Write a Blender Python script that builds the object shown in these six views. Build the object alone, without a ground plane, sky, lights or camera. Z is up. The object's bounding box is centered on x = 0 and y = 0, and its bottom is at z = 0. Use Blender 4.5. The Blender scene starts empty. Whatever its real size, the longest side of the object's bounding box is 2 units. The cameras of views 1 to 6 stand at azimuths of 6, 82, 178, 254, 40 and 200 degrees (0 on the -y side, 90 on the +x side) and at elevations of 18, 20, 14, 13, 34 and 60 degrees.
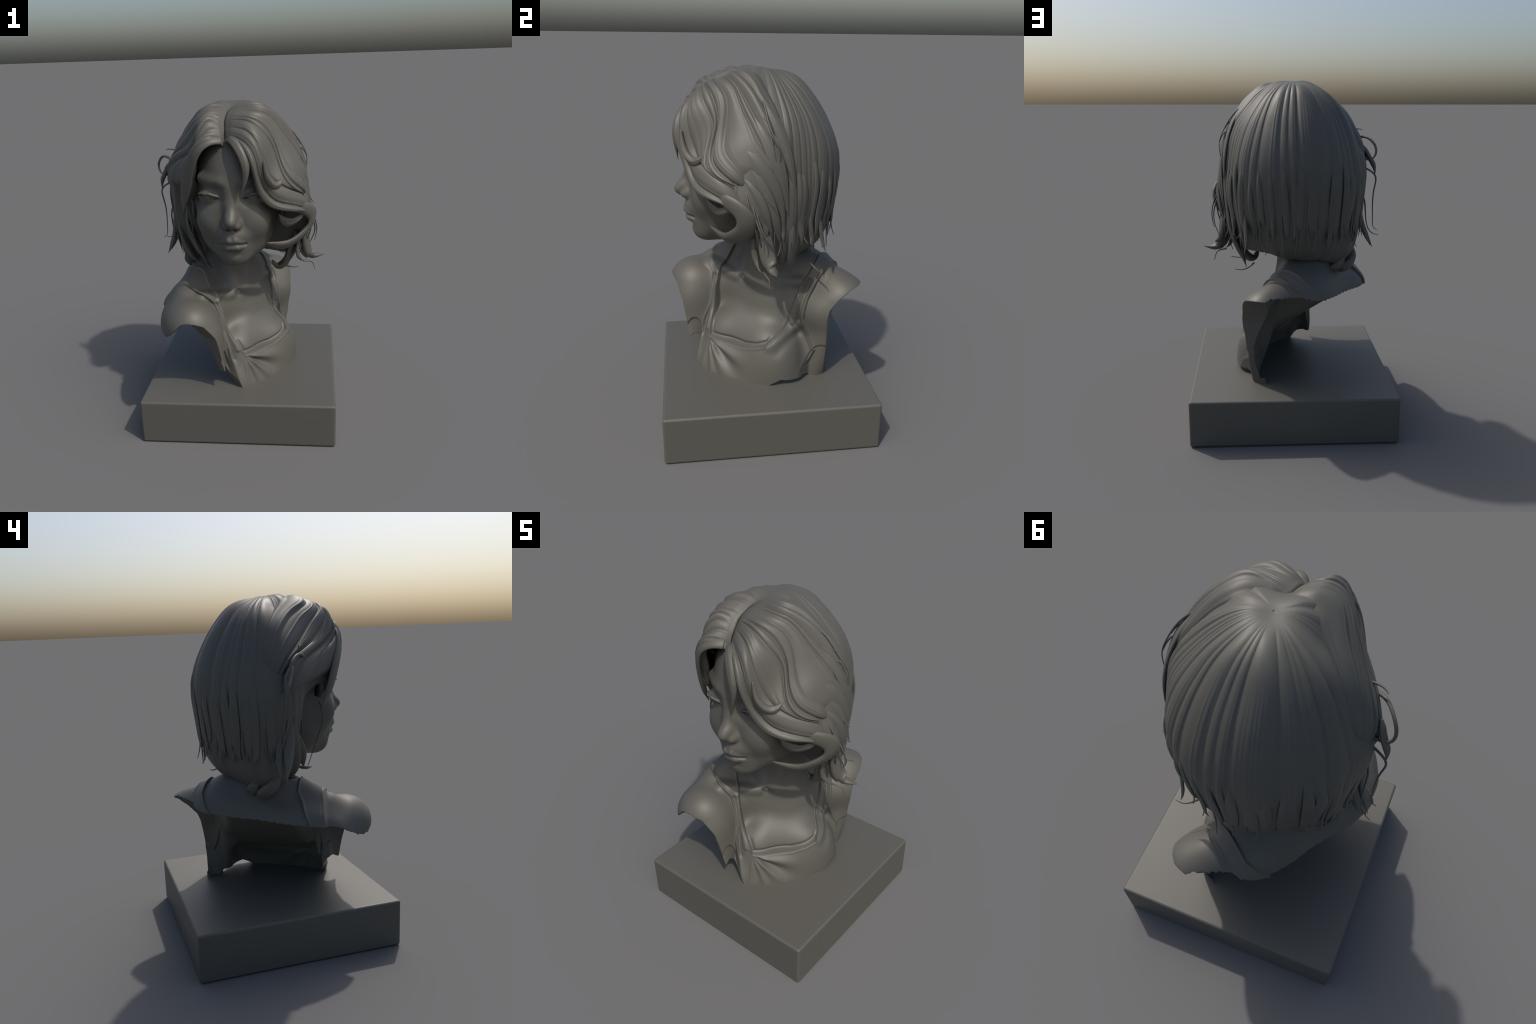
"""Clay bust of a young woman with a wavy bob haircut, hollow cut shoulders, on a square plinth."""
import bpy, bmesh, math
import numpy as np

rng = np.random.default_rng(7)
V = lambda *a: np.array(a, float)

# ------------------------------------------------------------------ scene helpers
def mesh_object(name, verts, faces, mat, parent=None, smooth=True, normals=None):
    me = bpy.data.meshes.new(name)
    verts = np.asarray(verts, np.float32)
    me.vertices.add(len(verts)); me.vertices.foreach_set("co", verts.ravel())
    if isinstance(faces, np.ndarray):
        n, k = faces.shape
        me.loops.add(n*k); me.loops.foreach_set("vertex_index", faces.astype(np.int32).ravel())
        me.polygons.add(n)
        me.polygons.foreach_set("loop_start", np.arange(0, n*k, k, dtype=np.int32))
        me.update(calc_edges=True)
    else:
        me = bpy.data.meshes.new(name); me.from_pydata([tuple(v) for v in verts], [], faces); me.update()
    me.validate()
    me.polygons.foreach_set("use_smooth", np.full(len(me.polygons), smooth))
    if normals is not None and len(normals) == len(me.vertices):
        me.normals_split_custom_set_from_vertices(np.asarray(normals, float).tolist())
    me.materials.append(mat)
    ob = bpy.data.objects.new(name, me)
    bpy.context.scene.collection.objects.link(ob)
    if parent is not None: ob.parent = parent
    return ob

def unit(v): return v/np.maximum(np.linalg.norm(v, axis=-1, keepdims=True), 1e-9)
def sstep(a, b, x):
    t = np.clip((x-a)/(b-a), 0, 1); return t*t*(3-2*t)

# ------------------------------------------------------------------ material
def clay(name, color=(0.096, 0.092, 0.078), rough=0.52, spec=0.5, tint=0.0):
    m = bpy.data.materials.new(name); m.use_nodes = True
    nt = m.node_tree; b = nt.nodes["Principled BSDF"]
    tc = nt.nodes.new("ShaderNodeTexCoord")
    no = nt.nodes.new("ShaderNodeTexNoise"); no.inputs["Scale"].default_value = 9; no.inputs["Detail"].default_value = 3
    nt.links.new(tc.outputs["Object"], no.inputs["Vector"])
    cr = nt.nodes.new("ShaderNodeValToRGB"); c = np.array(color)
    cr.color_ramp.elements[0].color = (*(c*0.985), 1); cr.color_ramp.elements[1].color = (*(c*1.015), 1)
    nt.links.new(no.outputs["Fac"], cr.inputs["Fac"]); nt.links.new(cr.outputs["Color"], b.inputs["Base Color"])
    b.inputs["Roughness"].default_value = rough
    b.inputs["Specular IOR Level"].default_value = spec
    return m
CLAY = clay("grey_clay")

# ------------------------------------------------------------------ signed-distance toolkit
def smin(a, b, k):
    h = np.maximum(k-np.abs(a-b), 0)/k; return np.minimum(a, b)-h*h*k*0.25
def smax(a, b, k): return -smin(-a, -b, k)
def ell(p, c, r):
    q = (p-V(*c)); r = V(*r); k0 = np.linalg.norm(q/r, axis=1); k1 = np.linalg.norm(q/(r*r), axis=1)
    return k0*(k0-1)/np.maximum(k1, 1e-6)
def cap(p, a, b, ra, rb=None):
    a = V(*a); b = V(*b); rb = ra if rb is None else rb
    ab = b-a; t = np.clip((p-a)@ab/(ab@ab), 0, 1)
    return np.linalg.norm(p-a-t[:, None]*ab, axis=1)-(ra+(rb-ra)*t)
def chain(p, pts, rad):
    d = None
    for i in range(len(pts)-1):
        e = cap(p, pts[i], pts[i+1], rad[i], rad[i+1]); d = e if d is None else np.minimum(d, e)
    return d

def surface_nets(f, lo, hi, h, B=8, margin=1.5):
    """mesh the zero level of f (vectorised on (N,3)); only blocks near the surface are sampled"""
    lo = V(*lo); n = (np.ceil((V(*hi)-lo)/h/B).astype(int))*B+1
    nb = (n-1)//B
    bi = np.stack(np.meshgrid(*[np.arange(k) for k in nb], indexing="ij"), -1).reshape(-1, 3)
    dc = f(lo+(bi*B+B/2)*h)
    val = np.empty(n, np.float32)
    sgn = np.where(dc > 0, 1., -1.).astype(np.float32).reshape(nb)
    val[:-1, :-1, :-1] = np.repeat(np.repeat(np.repeat(sgn, B, 0), B, 1), B, 2)
    val[-1] = val[-2]; val[:, -1] = val[:, -2]; val[:, :, -1] = val[:, :, -2]
    act = bi[np.abs(dc) < margin*B*h*0.87]
    off = np.stack(np.meshgrid(*[np.arange(B+1)]*3, indexing="ij"), -1).reshape(-1, 3)
    for ch in np.array_split(act, max(1, len(act)//250)):
        idx = (ch[:, None]*B+off[None]).reshape(-1, 3)
        val[idx[:, 0], idx[:, 1], idx[:, 2]] = f(lo+idx*h)
    val[0] = val[-1] = 1; val[:, 0] = val[:, -1] = 1; val[:, :, 0] = val[:, :, -1] = 1
    s = val < 0
    c = [s[a:s.shape[0]-1+a, b:s.shape[1]-1+b, d:s.shape[2]-1+d] for a in (0, 1) for b in (0, 1) for d in (0, 1)]
    cnt = sum(x.astype(np.int8) for x in c); cell = np.argwhere((cnt > 0) & (cnt < 8))
    vid = -np.ones(cnt.shape, np.int32); vid[tuple(cell.T)] = np.arange(len(cell))
    acc = np.zeros((len(cell), 3)); num = np.zeros(len(cell))
    cor = [V(a, b, d).astype(int) for a in (0, 1) for b in (0, 1) for d in (0, 1)]
    for i in range(8):
        for ax in range(3):
            if cor[i][ax]: continue
            j = cor[i].copy(); j[ax] = 1
            A = val[tuple((cell+cor[i]).T)]; Bv = val[tuple((cell+j).T)]
            m = (A < 0) != (Bv < 0); t = np.where(m, A/np.where(m, A-Bv, 1), 0)
            acc += m[:, None]*(cor[i]+t[:, None]*(j-cor[i])); num += m
    P = lo+(cell+acc/num[:, None])*h
    faces = []
    for ax in range(3):
        u, w = (ax+1) % 3, (ax+2) % 3
        A = [slice(None)]*3; Bs = [slice(None)]*3; A[ax] = slice(0, -1); Bs[ax] = slice(1, None)
        e = np.argwhere(s[tuple(A)] != s[tuple(Bs)])
        e = e[(e[:, u] > 0) & (e[:, w] > 0) & (e[:, u] < n[u]-1) & (e[:, w] < n[w]-1)]
        q = []
        for du, dw in ((-1, -1), (0, -1), (0, 0), (-1, 0)):
            k = e.copy(); k[:, u] += du; k[:, w] += dw; q.append(vid[tuple(k.T)])
        q = np.stack(q, 1); flip = ~s[tuple(e.T)]; q[flip] = q[flip][:, ::-1]; faces.append(q)
    F = np.concatenate(faces); F = F[(F >= 0).all(1)]
    for _ in range(2):
        g, d = gradient(f, P, h*0.4); st = d/np.maximum((g*g).sum(1), .25)
        P = P-np.clip(st, -h*.6, h*.6)[:, None]*g
    g, _ = gradient(f, P, h*0.7)
    return P, F, unit(g)

def gradient(f, P, e):
    d = f(P); g = np.empty_like(P)
    for i in range(3):
        o = np.zeros(3); o[i] = e; g[:, i] = (f(P+o)-f(P-o))/(2*e)
    return g, d

def split_regions(P, F, N, label_of_face, names, parent, mat):
    """one smooth surface -> named objects whose border vertices coincide"""
    out = {}
    for k, nm in names.items():
        f = F[label_of_face == k]
        if not len(f): continue
        used, inv = np.unique(f, return_inverse=True)
        out[nm] = mesh_object(nm, P[used], inv.reshape(f.shape), mat, parent, normals=N[used])
    return out

# ------------------------------------------------------------------ splines, lofts, locks
def spline(pts, m, closed=False):
    """natural cubic through pts (K,D), chord-length parameter, m samples"""
    pts = np.asarray(pts, float); K = len(pts)
    if K == 2: return pts[0]+(pts[1]-pts[0])*np.linspace(0, 1, m)[:, None]
    d = np.linalg.norm(np.diff(pts[:, :3], axis=0), axis=1)**.5+1e-6; x = np.concatenate([[0], np.cumsum(d)]); x /= x[-1]
    return cubic(x, pts, np.linspace(0, 1, m))
def cubic(x, y, xi):
    x = np.asarray(x, float); y = np.asarray(y, float); K = len(x); h = np.diff(x); sh = y.shape; y = y.reshape(K, -1)
    A = np.zeros((K, K)); r = np.zeros_like(y); A[0, 0] = A[-1, -1] = 1
    for i in range(1, K-1):
        A[i, i-1] = h[i-1]; A[i, i] = 2*(h[i-1]+h[i]); A[i, i+1] = h[i]
        r[i] = 3*((y[i+1]-y[i])/h[i]-(y[i]-y[i-1])/h[i-1])
    c = np.linalg.solve(A, r); i = np.clip(np.searchsorted(x, xi)-1, 0, K-2); t = (xi-x[i])[:, None]
    b = (y[i+1]-y[i])/h[i][:, None]-h[i][:, None]*(2*c[i]+c[i+1])/3; dd = (c[i+1]-c[i])/(3*h[i][:, None])
    return (y[i]+b*t+c[i]*t*t+dd*t**3).reshape((len(xi),)+sh[1:])

def grid_faces(a, b, wrap=False, off=0):
    i, j = np.meshgrid(np.arange(a-1), np.arange(b if wrap else b-1), indexing="ij"); j2 = (j+1) % b
    return np.stack([i*b+j, i*b+j2, (i+1)*b+j2, (i+1)*b+j], -1).reshape(-1, 4)+off

def solid_sheet(top, bot):
    """closed solid between two (a,b,3) grids sharing their rim"""
    a, b = top.shape[:2]; n = a*b
    F = [grid_faces(a, b)[:, ::-1], grid_faces(a, b, off=n)]
    rim = np.concatenate([np.arange(b), np.arange(1, a)*b+b-1, (a-1)*b+np.arange(b-2, -1, -1), np.arange(a-2, 0, -1)*b])
    F.append(np.stack([rim, np.roll(rim, -1), np.roll(rim, -1)+n, rim+n], 1))
    return np.concatenate([top.reshape(-1, 3), bot.reshape(-1, 3)]), np.concatenate(F)

def grid_normals(G):
    du = np.gradient(G, axis=0); dv = np.gradient(G, axis=1); return unit(np.cross(du, dv))

def clump_profile(s, edges, depth, power=2.2):
    """rounded ridges between the edges, V-shaped valleys on them; s any array in 0..1"""
    i = np.clip(np.searchsorted(edges, s)-1, 0, len(edges)-2); w = edges[i+1]-edges[i]
    u = np.abs((s-edges[i])/w*2-1); return depth[i]*(1-u**power)

def random_edges(n, jitter, r):
    e = np.linspace(0, 1, n+1); e[1:-1] += r.uniform(-jitter, jitter, n-1)/n; return np.sort(e)

def ribbon_lock(name, pts, width, thick, parent, up=None, root=0.35, tip=0.03, peak=0.35, ridges=2, m=40, k=18, lean=0.0, taper=1.1, mat=None):
    """tapered hair lock: lens-shaped cross-section swept along a spline, `up` = outward direction at each point"""
    C = spline(pts, m); t = np.linspace(0, 1, m)
    T = unit(np.gradient(C, axis=0))
    U = unit(C-HAIR_C) if up is None else unit(spline(np.asarray(up, float), m) if np.ndim(up) == 2 else np.tile(V(*up), (m, 1)))
    U = unit(U-(U*T).sum(1)[:, None]*T); S = np.cross(T, U)
    prof = np.where(t < peak, root+(1-root)*np.sin(t/peak*math.pi/2), tip+(1-tip)*np.maximum(np.cos((t-peak)/(1-peak)*math.pi/2), 0)**taper)
    w = width*prof/2; h = thick*np.minimum(1, prof*1.3)/2
    a = np.linspace(0, 2*math.pi, k, endpoint=False)
    x = np.cos(a); y = np.sin(a)*(1+.16*np.cos(x*math.pi*ridges)); y = np.where(y < 0, y*.8, y)
    G = C[:, None]+S[:, None]*(x[None, :, None]*w[:, None, None])+U[:, None]*((y+lean*x)[None, :, None]*h[:, None, None])
    vs = np.concatenate([G.reshape(-1, 3), C[:1], C[-1:]+T[-1:]*w[-1]])
    F = [tuple(q) for q in grid_faces(m, k, wrap=True)]
    F += [(m*k, (j+1) % k, j) for j in range(k)]+[(m*k+1, (m-1)*k+j, (m-1)*k+(j+1) % k) for j in range(k)]
    return mesh_object(name, vs, F, mat or CLAY, parent)

def wisp(name, pts, r0, r1, parent, m=26, k=6):
    C = spline(pts, m); T = unit(np.gradient(C, axis=0)); U = unit(np.cross(T, V(.31, .2, .93))); S = np.cross(T, U)
    r = np.linspace(r0, r1, m); a = np.linspace(0, 2*math.pi, k, endpoint=False)
    G = C[:, None]+(S[:, None]*np.cos(a)[None, :, None]+U[:, None]*np.sin(a)[None, :, None])*r[:, None, None]
    vs = np.concatenate([G.reshape(-1, 3), C[:1], C[-1:]+T[-1:]*r1*2]); F = [tuple(q) for q in grid_faces(m, k, wrap=True)]
    F += [(m*k, (j+1) % k, j) for j in range(k)]+[(m*k+1, (m-1)*k+j, (m-1)*k+(j+1) % k) for j in range(k)]
    return mesh_object(name, vs, F, CLAY, parent)

# ------------------------------------------------------------------ things
bust = bpy.data.objects.new("bust", None); bpy.context.scene.collection.objects.link(bust)
bust["label"] = "grey clay bust of a young woman with wavy bob hair"; bust["category"] = "sculpture"
bust.location = (0, 0, 0)

# ------------------------------------------------------------------ plinth
def build_plinth():
    bm = bmesh.new(); bmesh.ops.create_cube(bm, size=1)
    for v in bm.verts: v.co.x *= 1.1765; v.co.y *= 1.1765; v.co.z = (v.co.z+.5)*PLINTH_H
    bmesh.ops.bevel(bm, geom=bm.edges[:], offset=.014, segments=5, profile=.5, affect="EDGES")
    me = bpy.data.meshes.new("plinth"); bm.to_mesh(me); bm.free()
    for p in me.polygons: p.use_smooth = True
    ob = bpy.data.objects.new("plinth", me); me.materials.append(CLAY); bpy.context.scene.collection.objects.link(ob)
    ob.parent = bust
    me.set_sharp_from_angle(angle=math.radians(40))
    wn = ob.modifiers.new("wn", "WEIGHTED_NORMAL"); wn.keep_sharp = True
    return ob
PLINTH_H = 0.275
build_plinth()

# ------------------------------------------------------------------ torso (local frame: l = her left, f = chest forward, z)
LAX, FAX = V(.588, .809, 0), V(.809, -.588, 0)
AAX, NAX = V(.417, .909, 0), V(.909, -.417, 0)          # axis of the hollow cut and its normal
def local(p): return np.stack([p@LAX, p@FAX, p[:, 2]], 1)

def poly_interp(z, zs, vs): return np.interp(z, zs, vs)
def body_skin(p):
    q = local(p)
    d = ell(q, (.024, -.147, .50), (.301, .262, .496))                                # rib cage
    d = smin(d, ell(q, (-.183, .072, .443), (.137, .13, .139)), .12)                  # breasts
    d = smin(d, ell(q, (.106, .129, .408), (.141, .115, .155)), .12)
    d = smin(d, ell(q, (-.05, .04, .46), (.15, .112, .13)), .10)                     # breast bone
    d = smin(d, ell(q, (.19, .09, .36), (.10, .11, .14)), .10)
    d = smin(d, ell(q, (-.246, -.168, .74), (.205, .19, .141)), .12)                 # shoulder blades
    d = smin(d, ell(q, (.214, -.231, .747), (.18, .146, .184)), .12)
    d = smin(d, ell(q, (-.438, -.068, .616), (.16, .224, .193)), .12)                 # deltoids
    d = smin(d, ell(q, (.366, -.129, .666), (.157, .174, .136)), .12)
    d = smin(d, cap(q, (-.487, -.007, .698), (-.445, .107, .315), .144, .123), .08)   # upper arms
    d = smin(d, cap(q, (.465, -.134, .728), (.325, -.039, .266), .138, .086), .08)
    d = smin(d, cap(q, (-.11, -.213, .987), (-.392, -.131, .834), .073, .042), .10)   # trapezius
    d = smin(d, cap(q, (.039, -.151, .948), (.377, -.151, .813), .098, .063), .10)
    d = smin(d, cap(p, (-.057, .06, 1.15), (-.057, .05, .84), .131, .137), .07)
    d = smin(d, cap(p, (-.10, .04, 1.15), (-.10, .04, .88), .105, .105), .05)          # neck
    d = smin(d, cap(p, (-.19, .02, 1.10), (-.06, -.085, .83), .035, .024), .05)       # neck tendons
    d = smin(d, cap(p, (.055, .0, 1.10), (0.0, -.06, .83), .02, .02), .05)
    d = smin(d, cap(q, (-.15, .025, .80), (-.36, -.02, .83), .016, .02), .04)         # collar bones
    d = smin(d, cap(q, (-.03, .045, .80), (.24, -.03, .82), .018, .02), .04)
    return d+.012*np.exp(-((p-V(-.028, -.10, .81))**2).sum(1)/.022**2)                # sternal notch

# garment lay-out on the chest, in (l, z)
def garment_mask(q):
    """positive inside the dress; distance-like in metres"""
    l, f, z = q.T
    inR = poly_interp(z, [.46, .57, .72, .82, .89, .96], [-.235, -.252, -.265, -.264, -.252, -.235])
    outR = poly_interp(z, [.28, .41, .52, .62, .71, .80, .875, .96], [-.325, -.32, -.325, -.305, -.305, -.322, -.385, -.42])
    inL = poly_interp(z, [.50, .55, .63, .735, .81, .88, .96], [.151, .183, .204, .235, .252, .285, .30])
    outL = poly_interp(z, [.29, .36, .44, .52, .62, .747, .85, .96], [.335, .335, .37, .33, .30, .315, .345, .40])
    neck = poly_interp(l, [-.25, -.235, -.11, 0, .09, .151, .17], [.50, .466, .463, .462, .482, .503, .53])
    strapR = np.minimum(inR-l, l-outR); strapL = np.minimum(l-inL, outL-l)
    low = np.minimum(np.minimum(neck-z, l-outR), outL-l)
    front = np.maximum(low, np.maximum(strapR, strapL))
    # behind the shoulders the straps run down the back
    bR0 = poly_interp(z, [.70, .76, .87, .92], [-.36, -.345, -.29, -.26]); bR1 = poly_interp(z, [.70, .76, .87, .92], [-.44, -.435, -.41, -.395])
    bL0 = poly_interp(z, [.74, .82, .90], [.16, .235, .29]); bL1 = poly_interp(z, [.74, .82, .90], [.30, .345, .375])
    back = np.maximum(np.minimum(bR0-l, l-bR1), np.minimum(l-bL0, bL1-l))
    w = sstep(-.16, -.10, f)
    return back*(1-w)+front*w

def folds(q):
    l, f, z = q.T; d = 0*l
    # fan of folds radiating from the right neckline corner
    dx, dz = l+.24, z-.46; r = np.hypot(dx, dz); an = np.arctan2(-dz, dx)
    g = sstep(.015, .09, r)*sstep(.36, .16, r)*(f > 0)
    for c, a, w in ((.28, .014, .17), (.85, .012, .16), (1.25, .010, .12), (1.7, .008, .12)):
        d = d+a*g*np.exp(-((an-c)/w)**2)
    d = d-.012*g*np.exp(-((an-.58)/.15)**2)
    # under-bust drape on her left and strap creases
    for (l0, z0, l1, z1, a, w) in ((.17, .50, .30, .60, .008, .025), (.22, .47, .31, .62, -.007, .026), (-.27, .50, -.285, .80, .009, .012), (-.30, .45, -.30, .78, -.006, .014), (.27, .62, .295, .84, -.008, .010), (.24, .60, .265, .82, .006, .012), (.31, .62, .33, .84, .006, .010)):
        t = np.clip(((l-l0)*(l1-l0)+(z-z0)*(z1-z0))/((l1-l0)**2+(z1-z0)**2), 0, 1)
        r2 = (l-l0-t*(l1-l0))**2+(z-z0-t*(z1-z0))**2
        d = d+a*np.exp(-r2/w**2)*(f > -.1)
    return d

def body_full(p):
    q = local(p); d = body_skin(p)
    # dress hangs from the bust: fills the hollow under it
    drape = ell(q, (-.052, .099, .216), (.374, .184, .234))
    gm = garment_mask(q)
    d = smin(d, drape+.03*(1-sstep(-.02, .02, gm)), .10)
    edge = sstep(-.004, .006, gm)
    rimz = sstep(.40, .44, q[:, 2])*sstep(.56, .53, q[:, 2])*sstep(-.25, -.22, q[:, 0])*sstep(.17, .14, q[:, 0])
    d = d+.010*rimz*np.exp(-((gm+.012)/.010)**2)*(q[:, 1] > 0)                     # gap between cloth and skin
    d = d-.010*edge-.004*np.exp(-((gm-.008)/.007)**2)-folds(q)*edge
    # armholes: a recessed side panel under each arm
    for lc, zc, rl, rz in ((.41, .33, .085, .145), (-.375, .39, .052, .135)):
        e = np.hypot((q[:, 0]-lc)/rl, (q[:, 2]-zc)/rz); d = d+.008*sstep(1.06, .95, e)*(q[:, 1] > -.05)
    return d

def roof(a, n):
    return (.792+.09*a-.022*sstep(-.22, -.32, n)+.035*sstep(-.45, -.6, a)*sstep(-.15, -.05, n))-.10*np.exp(-((a+.62)/.14)**2-((n+.24)/.13)**2)
def torso_sdf(p):
    d = body_full(p); q = local(p); l, f, z = q.T
    a = p@AAX; n = p@NAX
    rag = .004*np.sin(a*173+n*91)*np.sin(a*67-n*131+z*97)
    # the arms are sliced off sideways under an arch, the chest keeps only its front shell
    limR = np.interp(z, [.28, .41, .52, .637, .73, .765, .80], [.41, .429, .447, .473, .527, .585, .70])
    limL = np.interp(z, [.28, .456, .657, .708, .772, .815, .85], [.403, .419, .427, .438, .485, .535, .61])
    slice_ = np.minimum(a+limR, limL-a)*.8
    hollow = smax(f-np.interp(z, [.27, .36, .45, .6, .78], [.262, .205, .11, -.10, -.36]), np.abs(l+.02)-.32, .12)
    sides = sstep(.18, .34, np.abs(a))
    inside = smin(n-np.where(a > 0, .10, .09)+(1.3-np.where(a > 0, .80, .80)*sides)*np.clip(z-.44, 0, .36), hollow, .06)
    inside = smax(inside, d+.034-.5*sstep(0, -.12, n), .06)                                 # never thinner than a 3 cm shell
    cut = smax(np.minimum(inside, slice_), z-roof(a, n)+rag, .03)
    d = np.maximum(d, -cut)
    zb = np.interp(l, [-.42, -.35, -.335, -.305, -.2, .18, .25, .325, .35], [.405, .405, .39, .27, .235, .265, .312, .30, .26])
    zb = zb+.02*np.exp(-((l+.37)/.02)**2)
    d = np.maximum(d, (zb-z)*.45)
    d = np.maximum(d, z-.985)
    return d

P, F, N = surface_nets(torso_sdf, (-.60, -.60, .20), (.42, .60, 1.0), .0045)
fc = P[F].mean(1); fn = N[F].mean(1); fq = local(fc)
skin = garment_mask(fq) < 0.0
outer = (np.abs(body_full(fc)) < .004)
lab = np.where(~skin & outer, 1, 0)
lab = np.where((lab == 0) & (fc[:, 2] > .86) & (np.hypot(fc[:, 0]+.05, fc[:, 1]-.05) < .19), 2, lab)
lab = np.where((lab == 0) & ((fq[:, 0] < -.33) | (fq[:, 0] > .335)), 3, lab)
split_regions(P, F, N, lab, {0: "torso", 1: "dress", 2: "neck", 3: "shoulder"}, bust, CLAY)

# ------------------------------------------------------------------ head
FX = -.006
def head_sdf(p):
    x = p[:, 0]-FX; m = np.stack([np.abs(x), p[:, 1], p[:, 2]], 1)
    d = ell(m, (0, -.04, 1.56), (.26, .375, .38))                                   # cranium
    d = smin(d, ell(m, (0, -.13, 1.36), (.236, .262, .25)), .08)                     # mid face
    d = smin(d, ell(m, (0, -.17, 1.225), (.200, .207, .165)), .08)                    # jaw
    d = smin(d, ell(m, (0, -.32, 1.125), (.075, .066, .062)), .08)                   # chin
    d = smin(d, ell(m, (.122, -.302, 1.34), (.09, .083, .10)), .06)               # cheeks
    d = smin(d, cap(m, (.055, -.374, 1.565), (.175, -.318, 1.588), .033, .024), .04)   # brows
    d = smin(d, ell(m, (0, -.348, 1.258), (.088, .082, .062)), .045)                 # upper-lip mound
    d = smin(d, ell(m, (0, -.33, 1.195), (.08, .075, .05)), .04)
    d = smax(d, -ell(m, (.122, -.452, 1.527), (.088, .072, .034)), .035)             # hollow under the brow
    d = smax(d, -ell(m, (.10, -.455, 1.475), (.07, .068, .04)), .04)                 # eye hollow
    br = smin(cap(m, (0, -.376, 1.53), (0, -.393, 1.45), .019, .019), cap(m, (0, -.393, 1.45), (0, -.438, 1.378), .019, .025), .02)
    d = smin(d, br, .05)                                                             # nose bridge
    d = smin(d, ell(m, (0, -.447, 1.353), (.031, .036, .030)), .03)                  # nose tip
    d = smin(d, cap(m, (0, -.440, 1.335), (0, -.405, 1.305), .016, .014), .02)       # septum
    d = smin(d, ell(m, (.033, -.412, 1.328), (.021, .034, .023)), .022)              # nose wings
    d = smin(d, cap(m, (.012, -.42, 1.38), (.03, -.40, 1.345), .018, .018), .03)
    d = smax(d, -cap(m, (.019, -.430, 1.304), (.024, -.402, 1.312), .008, .007), .01)  # nostrils
    # lips
    up = chain(m, [(0, -.417, 1.234), (.018, -.419, 1.240), (.045, -.402, 1.229), (.074, -.366, 1.211)], [.0165, .0185, .0135, .004])
    lowl = chain(m, [(0, -.401, 1.193), (.022, -.399, 1.193), (.045, -.387, 1.199), (.068, -.366, 1.207)], [.025, .0245, .0155, .004])
    d = smin(d, up, .016); d = smin(d, lowl, .016)
    slit = chain(m, [(0, -.434, 1.2165), (.02, -.433, 1.2195), (.045, -.415, 1.2145), (.076, -.384, 1.209)], [.005, .005, .0055, .007])
    d = smax(d, -slit, .012)
    d = smax(d, -cap(m, (0, -.447, 1.290), (0, -.449, 1.262), .009, .007), .02)      # philtrum
    d = smax(d, -ell(m, (0, -.425, 1.156), (.055, .034, .015)), .03)                 # below the lip
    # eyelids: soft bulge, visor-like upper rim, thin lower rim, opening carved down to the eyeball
    ec = (.120, -.318, 1.487)
    d = smin(d, ell(m, ec, (.074, .069, .052)), .02)
    d = smin(d, chain(m, [(.064, -.374, 1.479), (.086, -.391, 1.495), (.118, -.400, 1.508), (.153, -.391, 1.510), (.190, -.352, 1.503)], [.004, .006, .007, .007, .004]), .014)
    u = np.clip((m[:, 0]-.066)/.121, 0, 1)
    ztop = np.interp(u, [0, .2, .45, .72, 1], [1.4795, 1.4895, 1.499, 1.502, 1.5005]); zbot = np.interp(u, [0, .25, .5, .8, 1], [1.4790, 1.4745, 1.473, 1.481, 1.499])
    opening = np.maximum(np.maximum(m[:, 2]-ztop, zbot-m[:, 2]), np.abs(m[:, 0]-.1265)-.0605)
    carve = np.maximum(np.maximum(opening, .0625-np.linalg.norm(m-V(*ec), axis=1)), m[:, 1]+.30)
    d = smax(d, -carve, .003)
    d = smin(d, np.linalg.norm(p-V(.020, -.402, 1.446), axis=1)-.011, .006)          # beauty mark
    # ears
    e = ell(m, (.272, -.075, 1.372), (.022, .058, .088)); e = smax(e, -ell(m, (.292, -.085, 1.385), (.02, .034, .055)), .015)
    d = smin(d, e, .02)
    d = smin(d, body_skin(p), .05)
    return np.maximum(d, .982-p[:, 2])

P, F, N = surface_nets(head_sdf, (-.30, -.50, .97), (.30, .38, 1.98), .0036)
fc = P[F].mean(1)
lab = np.where(fc[:, 2] < 1.10-.45*np.clip(-.02-fc[:, 1], -.1, .12), 1, 0)
lab = np.where((np.abs(fc[:, 0]-FX) > .238) & (np.abs(fc[:, 2]-1.385) < .1) & (fc[:, 1] > -.14) & (fc[:, 1] < .03), 2, lab)
split_regions(P, F, N, lab, {0: "head", 1: "neck", 2: "ear"}, bust, CLAY)

def eyeball(side):
    a, b = 40, 48
    th = np.linspace(0, math.pi, a); ph = np.linspace(0, 2*math.pi, b, endpoint=False)
    T, H = np.meshgrid(th, ph, indexing="ij"); r = .0655+0*T
    r = r-.0015*sstep(.31, .28, T)-.006*sstep(.20, .09, T)
    G = np.stack([r*np.sin(T)*np.cos(H), -r*np.cos(T), r*np.sin(T)*np.sin(H)], -1)
    ob = mesh_object("eye", G.reshape(-1, 3)+V(FX+side*.120, -.318, 1.487), grid_faces(a, b, wrap=True), CLAY, bust)
    return ob
eyeball(-1); eyeball(1)

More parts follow.
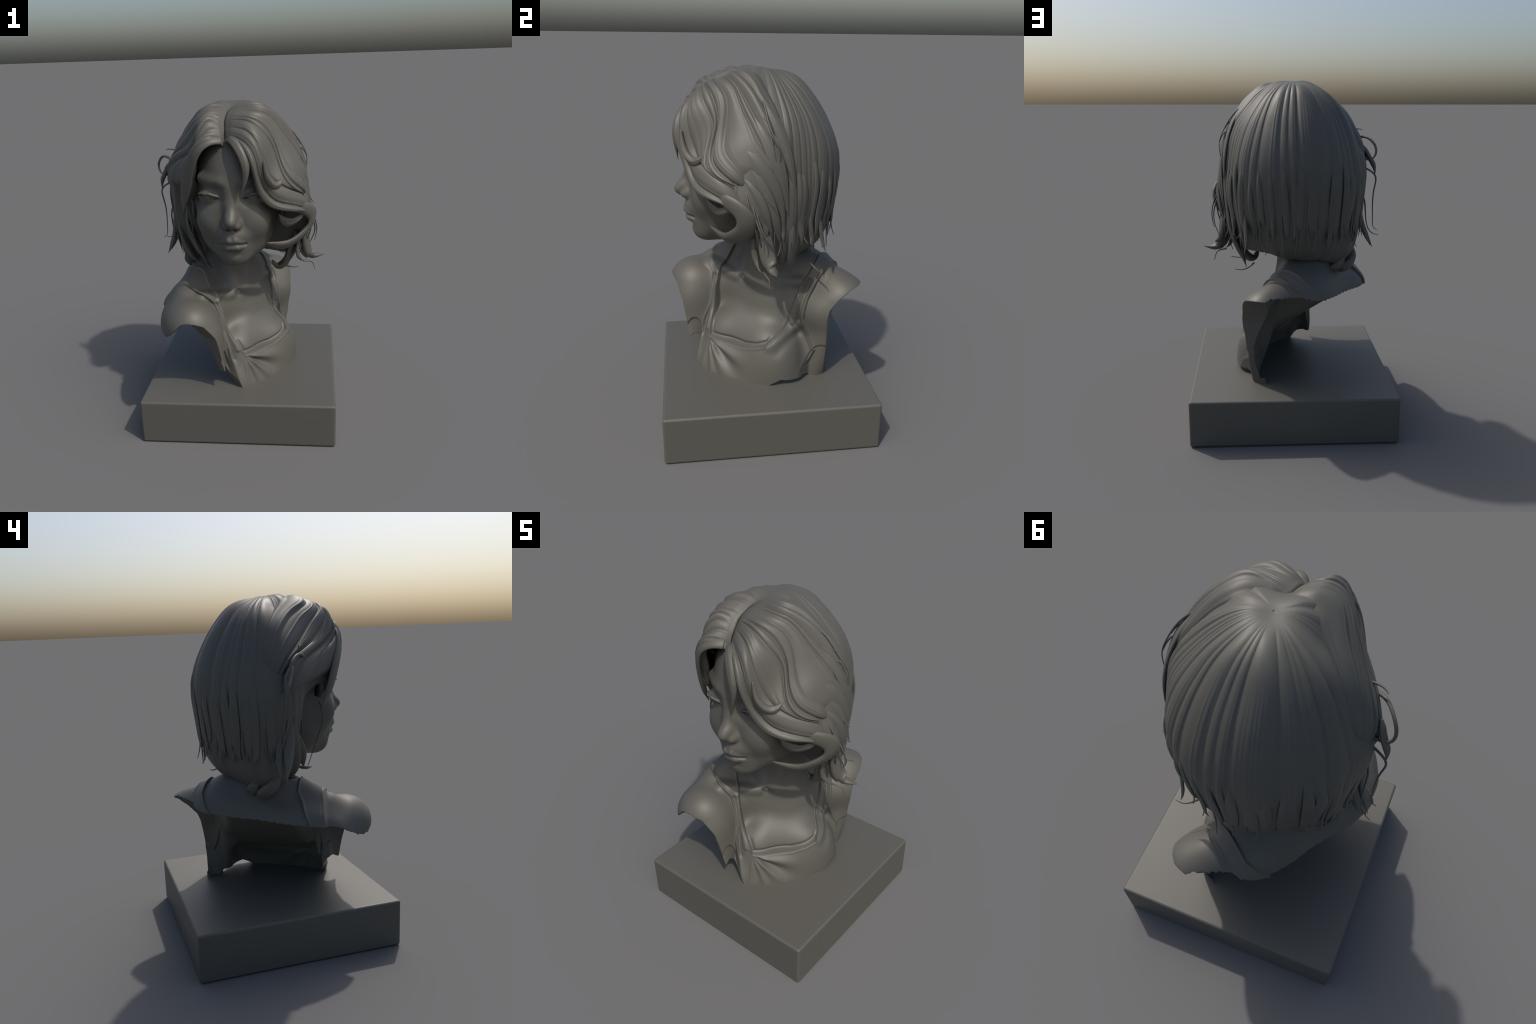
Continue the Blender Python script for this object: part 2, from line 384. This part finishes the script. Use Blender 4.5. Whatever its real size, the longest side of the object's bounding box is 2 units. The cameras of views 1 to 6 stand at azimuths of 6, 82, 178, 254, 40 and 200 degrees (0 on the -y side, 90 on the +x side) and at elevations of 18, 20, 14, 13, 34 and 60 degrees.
# ---- hair volume: star-shaped radial surface through hand-placed control points ----
HAIR_C = np.array([-0.02, -0.02, 1.50])
HAIR_POINTS = np.array([
 # crown ridges and parting valley
 (-.084,-.106,2.012),(.055,-.030,2.003),(-.020,0,1.980),(-.03,-.14,1.958),(.10,-.14,1.985),(-.039,-.281,1.880),(-.031,-.347,1.756),
 (-.10,-.29,1.934),(-.11,-.345,1.888),(-.10,-.43,1.81),(-.11,-.47,1.70),(.06,-.28,1.935),(.08,-.345,1.880),(.09,-.42,1.807),(.11,-.467,1.70),
 # back profile
 (.0,.09,1.980),(.01,.18,1.95),(.02,.252,1.886),(.02,.32,1.80),(.02,.365,1.72),(.02,.417,1.594),(.02,.43,1.50),(.02,.425,1.42),(.02,.41,1.30),(.02,.394,1.17),(.02,.345,1.05),(.02,.265,.965),
 # her right side
 (-.200,-.05,1.942),(-.28,-.05,1.868),(-.352,-.05,1.755),(-.408,-.05,1.64),(-.44,-.04,1.52),(-.43,-.04,1.37),(-.415,-.01,1.20),(-.40,.03,1.08),(-.37,.05,.97),
 # her left side
 (.161,.03,1.942),(.253,.03,1.868),(.340,.03,1.755),(.380,.05,1.64),(.408,.05,1.526),(.41,.04,1.37),(.38,.08,1.21),(.317,.08,1.05),(.26,.08,.965),
 # left front sweep
 (.273,-.332,1.577),(.245,-.365,1.553),(.42,-.06,1.435),(.367,-.157,1.609),(.281,-.087,1.85),(.44,-.15,1.335),(.318,-.191,1.683),(.248,-.21,1.815),(.405,-.157,1.491),(.273,-.047,1.874),(.111,-.467,1.673),(.165,-.406,1.46),
 # right front
 (-.21,-.315,1.78),(-.285,-.235,1.70),(-.36,-.17,1.62),(-.30,-.27,1.50),(-.39,-.12,1.45),(-.30,-.22,1.30),(-.36,-.15,1.25),(-.33,-.12,1.05),
 # diagonals of the bob
(0.320,0.104,1.75),(0.361,0.119,1.60),(0.377,0.124,1.47),(0.375,0.124,1.30),(0.345,0.113,1.15),(0.267,0.084,1.00),
(0.097,0.097,1.95),(0.153,0.153,1.90),(0.239,0.239,1.75),(0.280,0.280,1.60),(0.288,0.288,1.47),(0.281,0.281,1.30),(0.254,0.254,1.15),(0.185,0.185,1.00),
(0.134,0.311,1.75),(0.160,0.367,1.60),(0.167,0.381,1.47),(0.162,0.370,1.30),(0.146,0.335,1.15),(0.105,0.247,1.00),
(-0.156,0.316,1.75),(-0.178,0.371,1.60),(-0.184,0.386,1.47),(-0.179,0.373,1.30),(-0.168,0.346,1.15),(-0.140,0.277,1.00),
(-0.133,0.093,1.95),(-0.190,0.150,1.90),(-0.269,0.229,1.75),(-0.311,0.271,1.60),(-0.330,0.290,1.47),(-0.320,0.280,1.30),(-0.301,0.261,1.15),(-0.264,0.224,1.00),
(-0.182,0.039,1.95),(-0.255,0.066,1.90),(-0.354,0.101,1.75),(-0.410,0.122,1.60),(-0.431,0.129,1.47),(-0.418,0.125,1.30),(-0.405,0.120,1.15),(-0.372,0.108,1.00),
(0.155,-0.245,1.90),(0.209,-0.313,1.75),(0.232,-0.343,1.60),
(0.276,-0.177,1.75),
])
class Star:
    def __init__(s,pts,c,smooth=2e-3):
        d=pts-c; s.c=c; s.u=unit(d); r=np.linalg.norm(d,axis=1); n=len(r)
        K=np.linalg.norm(s.u[:,None]-s.u[None],axis=2)**3
        A=np.zeros((n+4,n+4)); A[:n,:n]=K+smooth*np.eye(n); A[:n,n]=1; A[n,:n]=1; A[:n,n+1:]=s.u; A[n+1:,:n]=s.u.T
        s.w=np.linalg.solve(A,np.append(r,np.zeros(4)))
    def r(s,u):
        u=np.asarray(u); sh=u.shape[:-1]; u=u.reshape(-1,3)
        o=np.concatenate([np.linalg.norm(q[:,None]-s.u[None],axis=2)**3@s.w[:-4]+s.w[-4]+q@s.w[-3:] for q in np.array_split(u,max(1,len(u)//20000))])
        return o.reshape(sh)
    def on(s,p,off=0.):
        u=unit(np.asarray(p,float)-s.c); return s.c+u*(s.r(u)+off)[...,None]
    def f(s,p):
        d=np.asarray(p)-s.c; r=np.linalg.norm(d,axis=-1); return r-s.r(d/r[...,None])
hair_shell=Star(HAIR_POINTS,HAIR_C)

# ------------------------------------------------------------------ hair: back of the bob
hair = bpy.data.objects.new("hair", None); bpy.context.scene.collection.objects.link(hair); hair.parent = bust

def back_panel():
    ns, nt = 720, 150
    s = np.linspace(0, 1, ns); t = np.linspace(0, 1, nt)
    az = s*2*math.pi; deg = s*360
    r = np.random.default_rng(3)
    w = np.clip(r.lognormal(0, .8, 36), .3, 3.2); edges = np.concatenate([[0], np.cumsum(w)/w.sum()]); dep = np.clip(w/w.mean(), .5, 1.5)*r.uniform(.004, .012, 36)
    e2 = random_edges(130, .4, r); dep2 = r.uniform(.0, .0022, 130)
    # hairline / hem elevation round the head, seen from the hair centre
    hem = np.interp(deg, [0, 25, 42, 58, 74, 84, 94, 120, 180, 225, 258, 268, 275, 281, 288, 300, 318, 360],
                         [42, 42, 22, -12, -20, -34, -52, -57, -57, -60, -60, -56, -42, -14, 8, 18, 30, 42])
    S, Tt = np.meshgrid(s, t, indexing="ij")
    el = np.radians(89.98+(hem[:, None]-89.98)*Tt)
    A = az[:, None]+0*Tt
    D = np.stack([np.sin(A)*np.cos(el), -np.cos(A)*np.cos(el), np.sin(el)], -1)
    R = hair_shell.r(D)
    wav = np.clip(S+.005*np.sin(np.degrees(el)*.06+S*23)*Tt, 0, 1)
    under_el = sstep(5, 22, np.degrees(el))
    fade = sstep(84, 60, np.degrees(el))*(1-.5*sstep(10, -40, np.degrees(el)))
    back = sstep(50, 75, deg)*sstep(312, 288, deg); back = back[:, None]
    under = sstep(108, 86, deg)*sstep(50, 62, deg)+sstep(238, 266, deg)*sstep(312, 300, deg)     # stay below the swept front panels
    pole = sstep(88, 66, np.degrees(el)); cover = under[:, None]*under_el*pole; fade = fade*(1-.8*cover)
    R = R-.018*cover
    R = R-.012*sstep(80, 45, np.degrees(el))-.016*(1-back)*pole+back*(fade*clump_profile(wav, edges, dep)+sstep(66, 36, np.degrees(el))*clump_profile(wav, e2, dep2))
    top = HAIR_C+D*R[..., None]
    rows = []
    ax = V(-.05, .03, 0)
    for k, dz in ((.06, -.006), (.16, -.006), (.35, .004), (.6, .03)):     # hem curls under towards the neck
        q = top[:, -1].copy(); c = np.tile(ax, (ns, 1)); c[:, 2] = q[:, 2]
        q = q+(c-q)*k*back; q[:, 2] += dz*back[:, 0]; rows.append((q-unit(q-HAIR_C)*.004*len(rows)*(1-back))[:, None])
    top = np.concatenate([top]+rows, 1)
    bot = top-unit(top-HAIR_C)*.022
    vs, F = solid_sheet(top, bot)
    return mesh_object("hair_back", vs, F, CLAY, hair)
back_panel()

# ------------------------------------------------------------------ hair: swept front panels (flow lines root -> end)
def sweep_panel(name, guides, nclump, depth, seed, thick=.02, lift=-.002, ns=200, nt=90, rim=.02, sink=.055, keep=0.):
    r = np.random.default_rng(seed)
    G = np.stack([spline(g, nt) for g in guides])                     # (g, nt, 3)
    g = G.shape[0]; x = np.linspace(0, 1, g)
    top = cubic(x, G, np.linspace(0, 1, ns))
    S, T = np.meshgrid(np.linspace(0, 1, ns), np.linspace(0, 1, nt), indexing="ij")
    n = unit(top-HAIR_C)
    e = random_edges(nclump, .35, r); dep = r.uniform(.5, 1.2, nclump)*depth
    e2 = random_edges(nclump*3, .35, r); dep2 = r.uniform(0, .22, nclump*3)*depth
    w = S+.02*np.sin(T*4+S*9)
    f = sstep(0, .15, T)*(1-.3*sstep(.7, 1, T))
    off = lift+f*(clump_profile(np.clip(w, 0, 1), e, dep)+clump_profile(np.clip(w, 0, 1), e2, dep2))
    edge = np.minimum(np.minimum(S, 1-S)/rim, (1-T)/.03); off = off-thick*.6*np.clip(1-edge, 0, 1)**2-sink*(1-keep*sstep(.34, .14, S))*sstep(.76, 1, T)**1.3-.012*sstep(.05, 0, T)-.022*sstep(.86, 1, S)-.02*sstep(.86, 1, S)*sstep(.25, 0, T)
    top2 = top+n*off[..., None]; bot = top-n*thick
    vs, F = solid_sheet(top2, bot)
    return mesh_object(name, vs, F, CLAY, hair)

LEFT_SWEEP = [
 [ (-0.030,-0.344,1.812),(0.062,-0.427,1.768),(0.117,-0.464,1.681),(0.137,-0.447,1.590),(0.162,-0.413,1.490),(0.213,-0.390,1.429),(0.288,-0.361,1.398),(0.362,-0.307,1.379),(0.416,-0.228,1.361)],
 [ (-0.032,-0.324,1.849),(0.083,-0.396,1.820),(0.142,-0.427,1.761),(0.165,-0.428,1.666),(0.186,-0.406,1.573),(0.247,-0.375,1.479),(0.332,-0.327,1.435),(0.407,-0.240,1.388),(0.441,-0.137,1.322)],
 [ (-0.035,-0.301,1.877),(0.094,-0.367,1.855),(0.156,-0.401,1.784),(0.186,-0.400,1.676),(0.215,-0.376,1.585),(0.278,-0.347,1.532),(0.358,-0.281,1.491),(0.411,-0.199,1.440),(0.438,-0.110,1.351)],
 [ (-0.037,-0.279,1.901),(0.097,-0.327,1.892),(0.178,-0.333,1.823),(0.223,-0.296,1.736),(0.250,-0.298,1.655),(0.290,-0.318,1.570),(0.347,-0.289,1.506),(0.408,-0.196,1.454),(0.435,-0.119,1.379)],
 [ (-0.035,-0.255,1.923),(0.111,-0.292,1.912),(0.190,-0.264,1.859),(0.244,-0.246,1.753),(0.275,-0.265,1.658),(0.329,-0.267,1.576),(0.387,-0.205,1.514),(0.421,-0.128,1.444),(0.431,-0.076,1.383)],
 [ (-0.033,-0.228,1.939),(0.133,-0.245,1.924),(0.213,-0.206,1.874),(0.260,-0.191,1.796),(0.306,-0.194,1.692),(0.347,-0.190,1.627),(0.387,-0.148,1.561),(0.414,-0.096,1.484),(0.424,-0.056,1.413)],
 [ (-0.031,-0.200,1.951),(0.141,-0.212,1.937),(0.213,-0.174,1.899),(0.286,-0.135,1.798),(0.333,-0.105,1.726),(0.376,-0.077,1.653),(0.405,-0.028,1.573),(0.413,0.018,1.493),(0.381,0.118,1.373)],
 [ (-0.028,-0.159,1.963),(0.141,-0.170,1.959),(0.214,-0.131,1.922),(0.270,-0.093,1.866),(0.316,-0.060,1.795),(0.357,-0.030,1.721),(0.386,-0.006,1.644),(0.406,0.009,1.566),(0.387,0.104,1.423)],
 [ (-0.026,-0.126,1.977),(0.127,-0.130,1.979),(0.197,-0.087,1.947),(0.265,-0.052,1.881),(0.309,-0.016,1.815),(0.345,0.010,1.749),(0.387,0.019,1.636),(0.404,0.055,1.531),(0.366,0.152,1.396)],
 [ (-0.020,-0.051,1.995),(0.061,-0.061,1.999),(0.135,-0.035,1.980),(0.205,-0.010,1.929),(0.263,0.020,1.864),(0.312,0.051,1.792),(0.350,0.081,1.703),(0.366,0.110,1.600),(0.369,0.140,1.500)],
]
RIGHT_SWEEP = [
 [ (-0.025,-0.360,1.757),(-0.056,-0.367,1.782),(-0.100,-0.385,1.790),(-0.150,-0.385,1.770),(-0.190,-0.370,1.735),(-0.208,-0.345,1.660),(-0.232,-0.320,1.580),(-0.252,-0.290,1.520)],
 [ (-0.033,-0.349,1.789),(-0.069,-0.364,1.809),(-0.120,-0.395,1.813),(-0.180,-0.405,1.775),(-0.220,-0.387,1.700),(-0.245,-0.350,1.610),(-0.265,-0.320,1.520),(-0.298,-0.260,1.420)],
 [ (-0.038,-0.334,1.829),(-0.083,-0.357,1.840),(-0.141,-0.385,1.832),(-0.200,-0.385,1.770),(-0.243,-0.358,1.690),(-0.265,-0.325,1.610),(-0.283,-0.285,1.550),(-0.295,-0.245,1.500)],
 [ (-0.037,-0.313,1.865),(-0.115,-0.346,1.881),(-0.186,-0.372,1.800),(-0.240,-0.313,1.718),(-0.349,-0.175,1.643),(-0.415,-0.091,1.562),(-0.444,-0.023,1.480),(-0.441,0.018,1.373)],
 [ (-0.040,-0.290,1.890),(-0.121,-0.314,1.911),(-0.179,-0.341,1.848),(-0.242,-0.270,1.758),(-0.332,-0.158,1.703),(-0.409,-0.040,1.645),(-0.440,0.008,1.569),(-0.450,0.018,1.484)],
 [ (-0.040,-0.264,1.917),(-0.122,-0.284,1.932),(-0.182,-0.290,1.899),(-0.255,-0.208,1.828),(-0.343,-0.107,1.735),(-0.417,0.002,1.640),(-0.441,0.044,1.557),(-0.448,0.056,1.472)],
 [ (-0.035,-0.204,1.950),(-0.121,-0.237,1.955),(-0.188,-0.245,1.923),(-0.257,-0.159,1.866),(-0.319,-0.085,1.794),(-0.380,-0.014,1.717),(-0.418,0.041,1.635),(-0.435,0.080,1.559),(-0.440,0.099,1.488)],
 [ (-0.030,-0.132,1.975),(-0.110,-0.161,1.982),(-0.188,-0.172,1.951),(-0.241,-0.101,1.906),(-0.306,-0.028,1.840),(-0.356,0.023,1.769),(-0.393,0.069,1.685),(-0.417,0.102,1.602),(-0.426,0.132,1.518)],
 [ (-0.024,-0.051,1.995),(-0.124,-0.062,1.995),(-0.218,-0.010,1.931),(-0.292,0.051,1.863),(-0.339,0.099,1.779),(-0.374,0.133,1.682),(-0.396,0.159,1.594)],
]
sweep_panel("hair_front", LEFT_SWEEP, 9, .016, 11, keep=.7)
sweep_panel("hair_front", RIGHT_SWEEP, 7, .016, 5)

# ------------------------------------------------------------------ hair: single locks
LOCKS = [  # path, width, thickness, options
 # her left: fringe edge, cheek curl, inner curl, hook on the sweep
 ([(-.025,-.345,1.80),(.022,-.40,1.80),(.066,-.44,1.755),(.092,-.462,1.68),(.088,-.462,1.60),(.067,-.455,1.525)], .060, .034, {}),
 ([(.22,-.375,1.455),(.285,-.325,1.425),(.35,-.277,1.403),(.418,-.207,1.372),(.448,-.145,1.315),(.425,-.135,1.245),(.36,-.175,1.185),(.28,-.225,1.158),(.182,-.301,1.191)], .105, .040, dict(peak=.66, ridges=3, m=80, root=.12, taper=.6)),
 ([(.405,-.20,1.35),(.36,-.235,1.318),(.316,-.263,1.306),(.28,-.30,1.335),(.262,-.325,1.37)], .060, .030, dict(peak=.5, tip=.1)),
 ([(.19,-.435,1.70),(.20,-.425,1.62),(.225,-.40,1.565),(.255,-.368,1.55),(.283,-.330,1.58)], .042, .040, dict(root=.2, peak=.75, tip=.25)),
 # her left: flicks and clumps below the ear
 ([(.385,-.03,1.26),(.40,-.03,1.15),(.415,-.015,1.065),(.45,0,1.022),(.528,.008,1.025)], .085, .055, dict(peak=.45)),
 ([(.35,-.06,1.20),(.31,-.03,1.07),(.27,0,.975),(.225,.0,.948),(.195,-.015,.985)], .090, .050, dict(peak=.5, tip=.2)),
 ([(.37,-.09,1.18),(.355,-.08,1.07),(.375,-.065,1.015),(.405,-.052,.995)], .034, .022, {}),
 ([(.38,-.05,1.22),(.37,-.04,1.10),(.395,-.03,1.03),(.42,-.02,1.0)], .030, .022, {}),
 ([(.375,.055,1.34),(.372,.06,1.22),(.335,.07,1.09),(.29,.07,1.0),(.27,.07,.94)], .060, .030, dict(root=.3, peak=.45)),
 ([(.365,.10,1.30),(.36,.11,1.18),(.325,.115,1.06),(.285,.12,.98),(.265,.125,.915)], .050, .028, dict(root=.3, peak=.5)),
 ([(.385,-.07,1.25),(.365,-.06,1.14),(.32,-.03,1.03),(.28,-.01,.97),(.27,.02,.93)], .040, .022, dict(root=.3)),
 ([(.37,.075,1.24),(.35,.075,1.13),(.30,.07,1.03),(.27,.07,.952)], .034, .020, dict(root=.3)),
 ([(.38,-.04,1.24),(.36,-.03,1.14),(.31,-.01,1.04),(.27,0,.972)], .045, .022, dict(root=.3)),
 ([(.31,.21,1.30),(.30,.22,1.20),(.285,.235,1.12),(.275,.25,1.05)], .030, .016, dict(root=.2)),
 ([(.27,.27,1.26),(.265,.285,1.16),(.265,.30,1.09),(.275,.315,1.045)], .030, .016, dict(root=.2)),
 # her right: leaf-shaped fringe lock, inward curl beside the jaw, back knot
 ([(-.05,-.36,1.80),(-.10,-.385,1.805),(-.165,-.40,1.775),(-.22,-.38,1.69),(-.258,-.342,1.59),(-.285,-.30,1.49),(-.307,-.258,1.41),(-.318,-.235,1.358)], .090, .030, dict(root=.55, peak=.6, ridges=3, m=60)),
 ([(-.385,.03,1.46),(-.355,.0,1.34),(-.32,-.05,1.22),(-.27,-.115,1.13),(-.225,-.15,1.06),(-.20,-.165,1.02)], .095, .040, dict(peak=.5, ridges=4, m=60)),
 ([(-.41,.0,1.44),(-.395,-.01,1.28),(-.36,-.035,1.14),(-.31,-.055,1.03),(-.25,-.05,.965)], .110, .040, dict(peak=.5, ridges=4, m=60)),
 ([(-.37,.05,1.02),(-.355,.09,.955),(-.31,.12,.92),(-.26,.13,.925)], .10, .07, dict(peak=.5, tip=.3)),
 ([(-.31,.14,1.0),(-.27,.16,.94),(-.23,.15,.92),(-.20,.13,.93)], .09, .06, dict(peak=.5, tip=.3)),
 ([(-.44,-.02,1.62),(-.468,.010,1.56),(-.495,.028,1.51),(-.505,.038,1.45)], .045, .030, {}),
 ([(-.415,-.02,1.34),(-.43,0,1.20),(-.455,.02,1.11),(-.502,.048,1.015)], .060, .030, dict(peak=.5)),
 ([(-.41,.05,1.26),(-.43,.06,1.16),(-.455,.07,1.09),(-.485,.075,1.03)], .040, .024, {}),
 ([(-.22,-.13,1.03),(-.19,-.18,1.01),(-.155,-.24,1.005)], .034, .016, {}),
]
OVERLAY = [  # locks that carry the left sweep on over the back of the bob
 ([(.33,-.17,1.68),(.37,-.09,1.58),(.395,-.02,1.48),(.40,.03,1.38),(.385,.06,1.25)], .080, .026),
 ([(.36,-.13,1.60),(.40,-.07,1.48),(.41,-.02,1.37),(.40,.02,1.25),(.37,.05,1.12)], .066, .026),
 ([(.30,-.10,1.80),(.345,-.04,1.70),(.375,.01,1.58),(.39,.05,1.45),(.39,.08,1.30)], .080, .024),
 ([(.39,-.15,1.50),(.42,-.09,1.42),(.42,-.04,1.32),(.395,0,1.20)], .060, .026),
 ([(.25,-.07,1.88),(.31,0,1.78),(.35,.05,1.66),(.375,.09,1.53),(.38,.12,1.40)], .060, .022),
]
for pts, w, h in OVERLAY:
    q = hair_shell.on(np.array(pts), -.002); q[0] = hair_shell.on(q[0], -.012); q[-1] = hair_shell.on(q[-1], .004)
    LOCKS.append((q, w, h, dict(root=.3, peak=.45)))
for pts, w, h, o in LOCKS: ribbon_lock("hair_lock", pts, w, h, hair, **o)

WISPS = [
 [(.26,-.05,1.88),(.32,-.03,1.82),(.367,-.021,1.76),(.40,.0,1.70),(.417,.024,1.644),(.411,.035,1.571)],
 [(.27,-.09,1.85),(.33,-.055,1.79),(.365,-.022,1.755),(.38,-.01,1.73)],
 [(.345,-.03,1.73),(.39,-.01,1.70),(.415,.02,1.65)],
 [(.39,-.11,1.53),(.42,-.06,1.45),(.44,-.03,1.40),(.46,.0,1.36)],
 [(.44,-.11,1.37),(.468,-.08,1.27),(.476,-.055,1.20),(.463,-.048,1.132)],
 [(.45,-.09,1.33),(.465,-.05,1.22),(.45,0,1.14),(.429,.02,1.092)],
 [(.26,0,.96),(.29,-.01,.948),(.33,-.02,.945),(.36,-.02,.95)],
 [(.39,-.04,.995),(.435,-.03,.988),(.452,-.02,.972),(.465,-.02,.93)],
 [(.425,-.14,1.44),(.45,-.115,1.33),(.42,-.06,1.15),(.37,-.02,1.05),(.35,0,1.0)],
 [(-.40,-.12,1.66),(-.435,-.07,1.674),(-.48,-.02,1.66),(-.508,.012,1.615),(-.503,.022,1.568),(-.474,.021,1.545),(-.44,.02,1.55)],
 [(-.495,.03,1.50),(-.506,.04,1.45),(-.502,.045,1.38),(-.493,.053,1.292),(-.495,.055,1.2),(-.503,.057,1.14),(-.523,.058,1.128)],
 [(-.44,.0,1.36),(-.451,.017,1.296),(-.455,.05,1.2),(-.475,.095,1.125),(-.518,.121,1.109)],
 [(-.38,-.1,1.735),(-.41,-.08,1.72),(-.437,-.064,1.714)],
 [(-.31,-.245,1.40),(-.295,-.25,1.32),(-.27,-.235,1.22),(-.24,-.21,1.12),(-.20,-.19,1.02)],
 [(-.33,-.10,1.42),(-.30,-.12,1.30),(-.285,-.13,1.17)],
 [(.22,.24,.975),(.25,.26,.955),(.29,.28,.945),(.33,.28,.95)],
]
for i, pts in enumerate(WISPS):
    pts = np.array(pts)
    if abs(hair_shell.f(pts[0])) < .05: pts[0] = hair_shell.on(pts[0], -.012)
    wisp("hair_strand", pts, .0095 if i == 9 else .006, .006 if i == 9 else .002, hair)

# pointed locks lying on the back of the bob, hanging past the hem
def hanging_locks():
    r = np.random.default_rng(21)
    for az in np.linspace(88, 268, 24):
        a = math.radians(az+r.uniform(-3, 3)); e0 = r.uniform(5, 30); e1 = r.uniform(-42, -30)
        el = np.radians(np.linspace(e0, e1, 4)); sw = np.linspace(0, r.uniform(-.06, .06), 4)
        D = np.stack([np.sin(a+sw)*np.cos(el), -np.cos(a+sw)*np.cos(el), np.sin(el)], -1)
        q = HAIR_C+D*(hair_shell.r(D)+V(-.022, -.008, -.004, -.004))[:, None]
        low = q[-1]-D[-1]*V(1, 1, 0)*r.uniform(.01, .06)+V(r.uniform(-.02, .02), r.uniform(-.02, .02), -r.uniform(.05, .16))
        ribbon_lock("hair_lock", np.concatenate([q, [(q[-1]+low)/2+unit(D[-1]*V(1, 1, 0))*.006, low]]), r.uniform(.03, .065), .015, hair, root=.1, peak=.5)
hanging_locks()

# thin ragged ends flicking out along the hem
def hem_strands():
    r = np.random.default_rng(5)
    for az in np.linspace(92, 272, 22):
        a = math.radians(az+r.uniform(-4, 4)); el = np.radians([r.uniform(-30, -18), r.uniform(-42, -36)])
        D = np.stack([np.sin(a)*np.cos(el), -np.cos(a)*np.cos(el), np.sin(el)], -1)
        q = HAIR_C+D*(hair_shell.r(D)+V(-.008, .003))[:, None]; o = unit(D[1]*V(1, 1, 0)); side = np.cross(o, V(0, 0, 1))*r.uniform(-.025, .025)
        k = r.uniform(-.01, .03); n = r.uniform(.05, .11)
        wisp("hair_strand", [q[0], q[1], q[1]+o*k*.4+side*.4+V(0, 0, -n*.6), q[1]+o*k+side+V(0, 0, -n)], .0065, .0018, hair)
hem_strands()
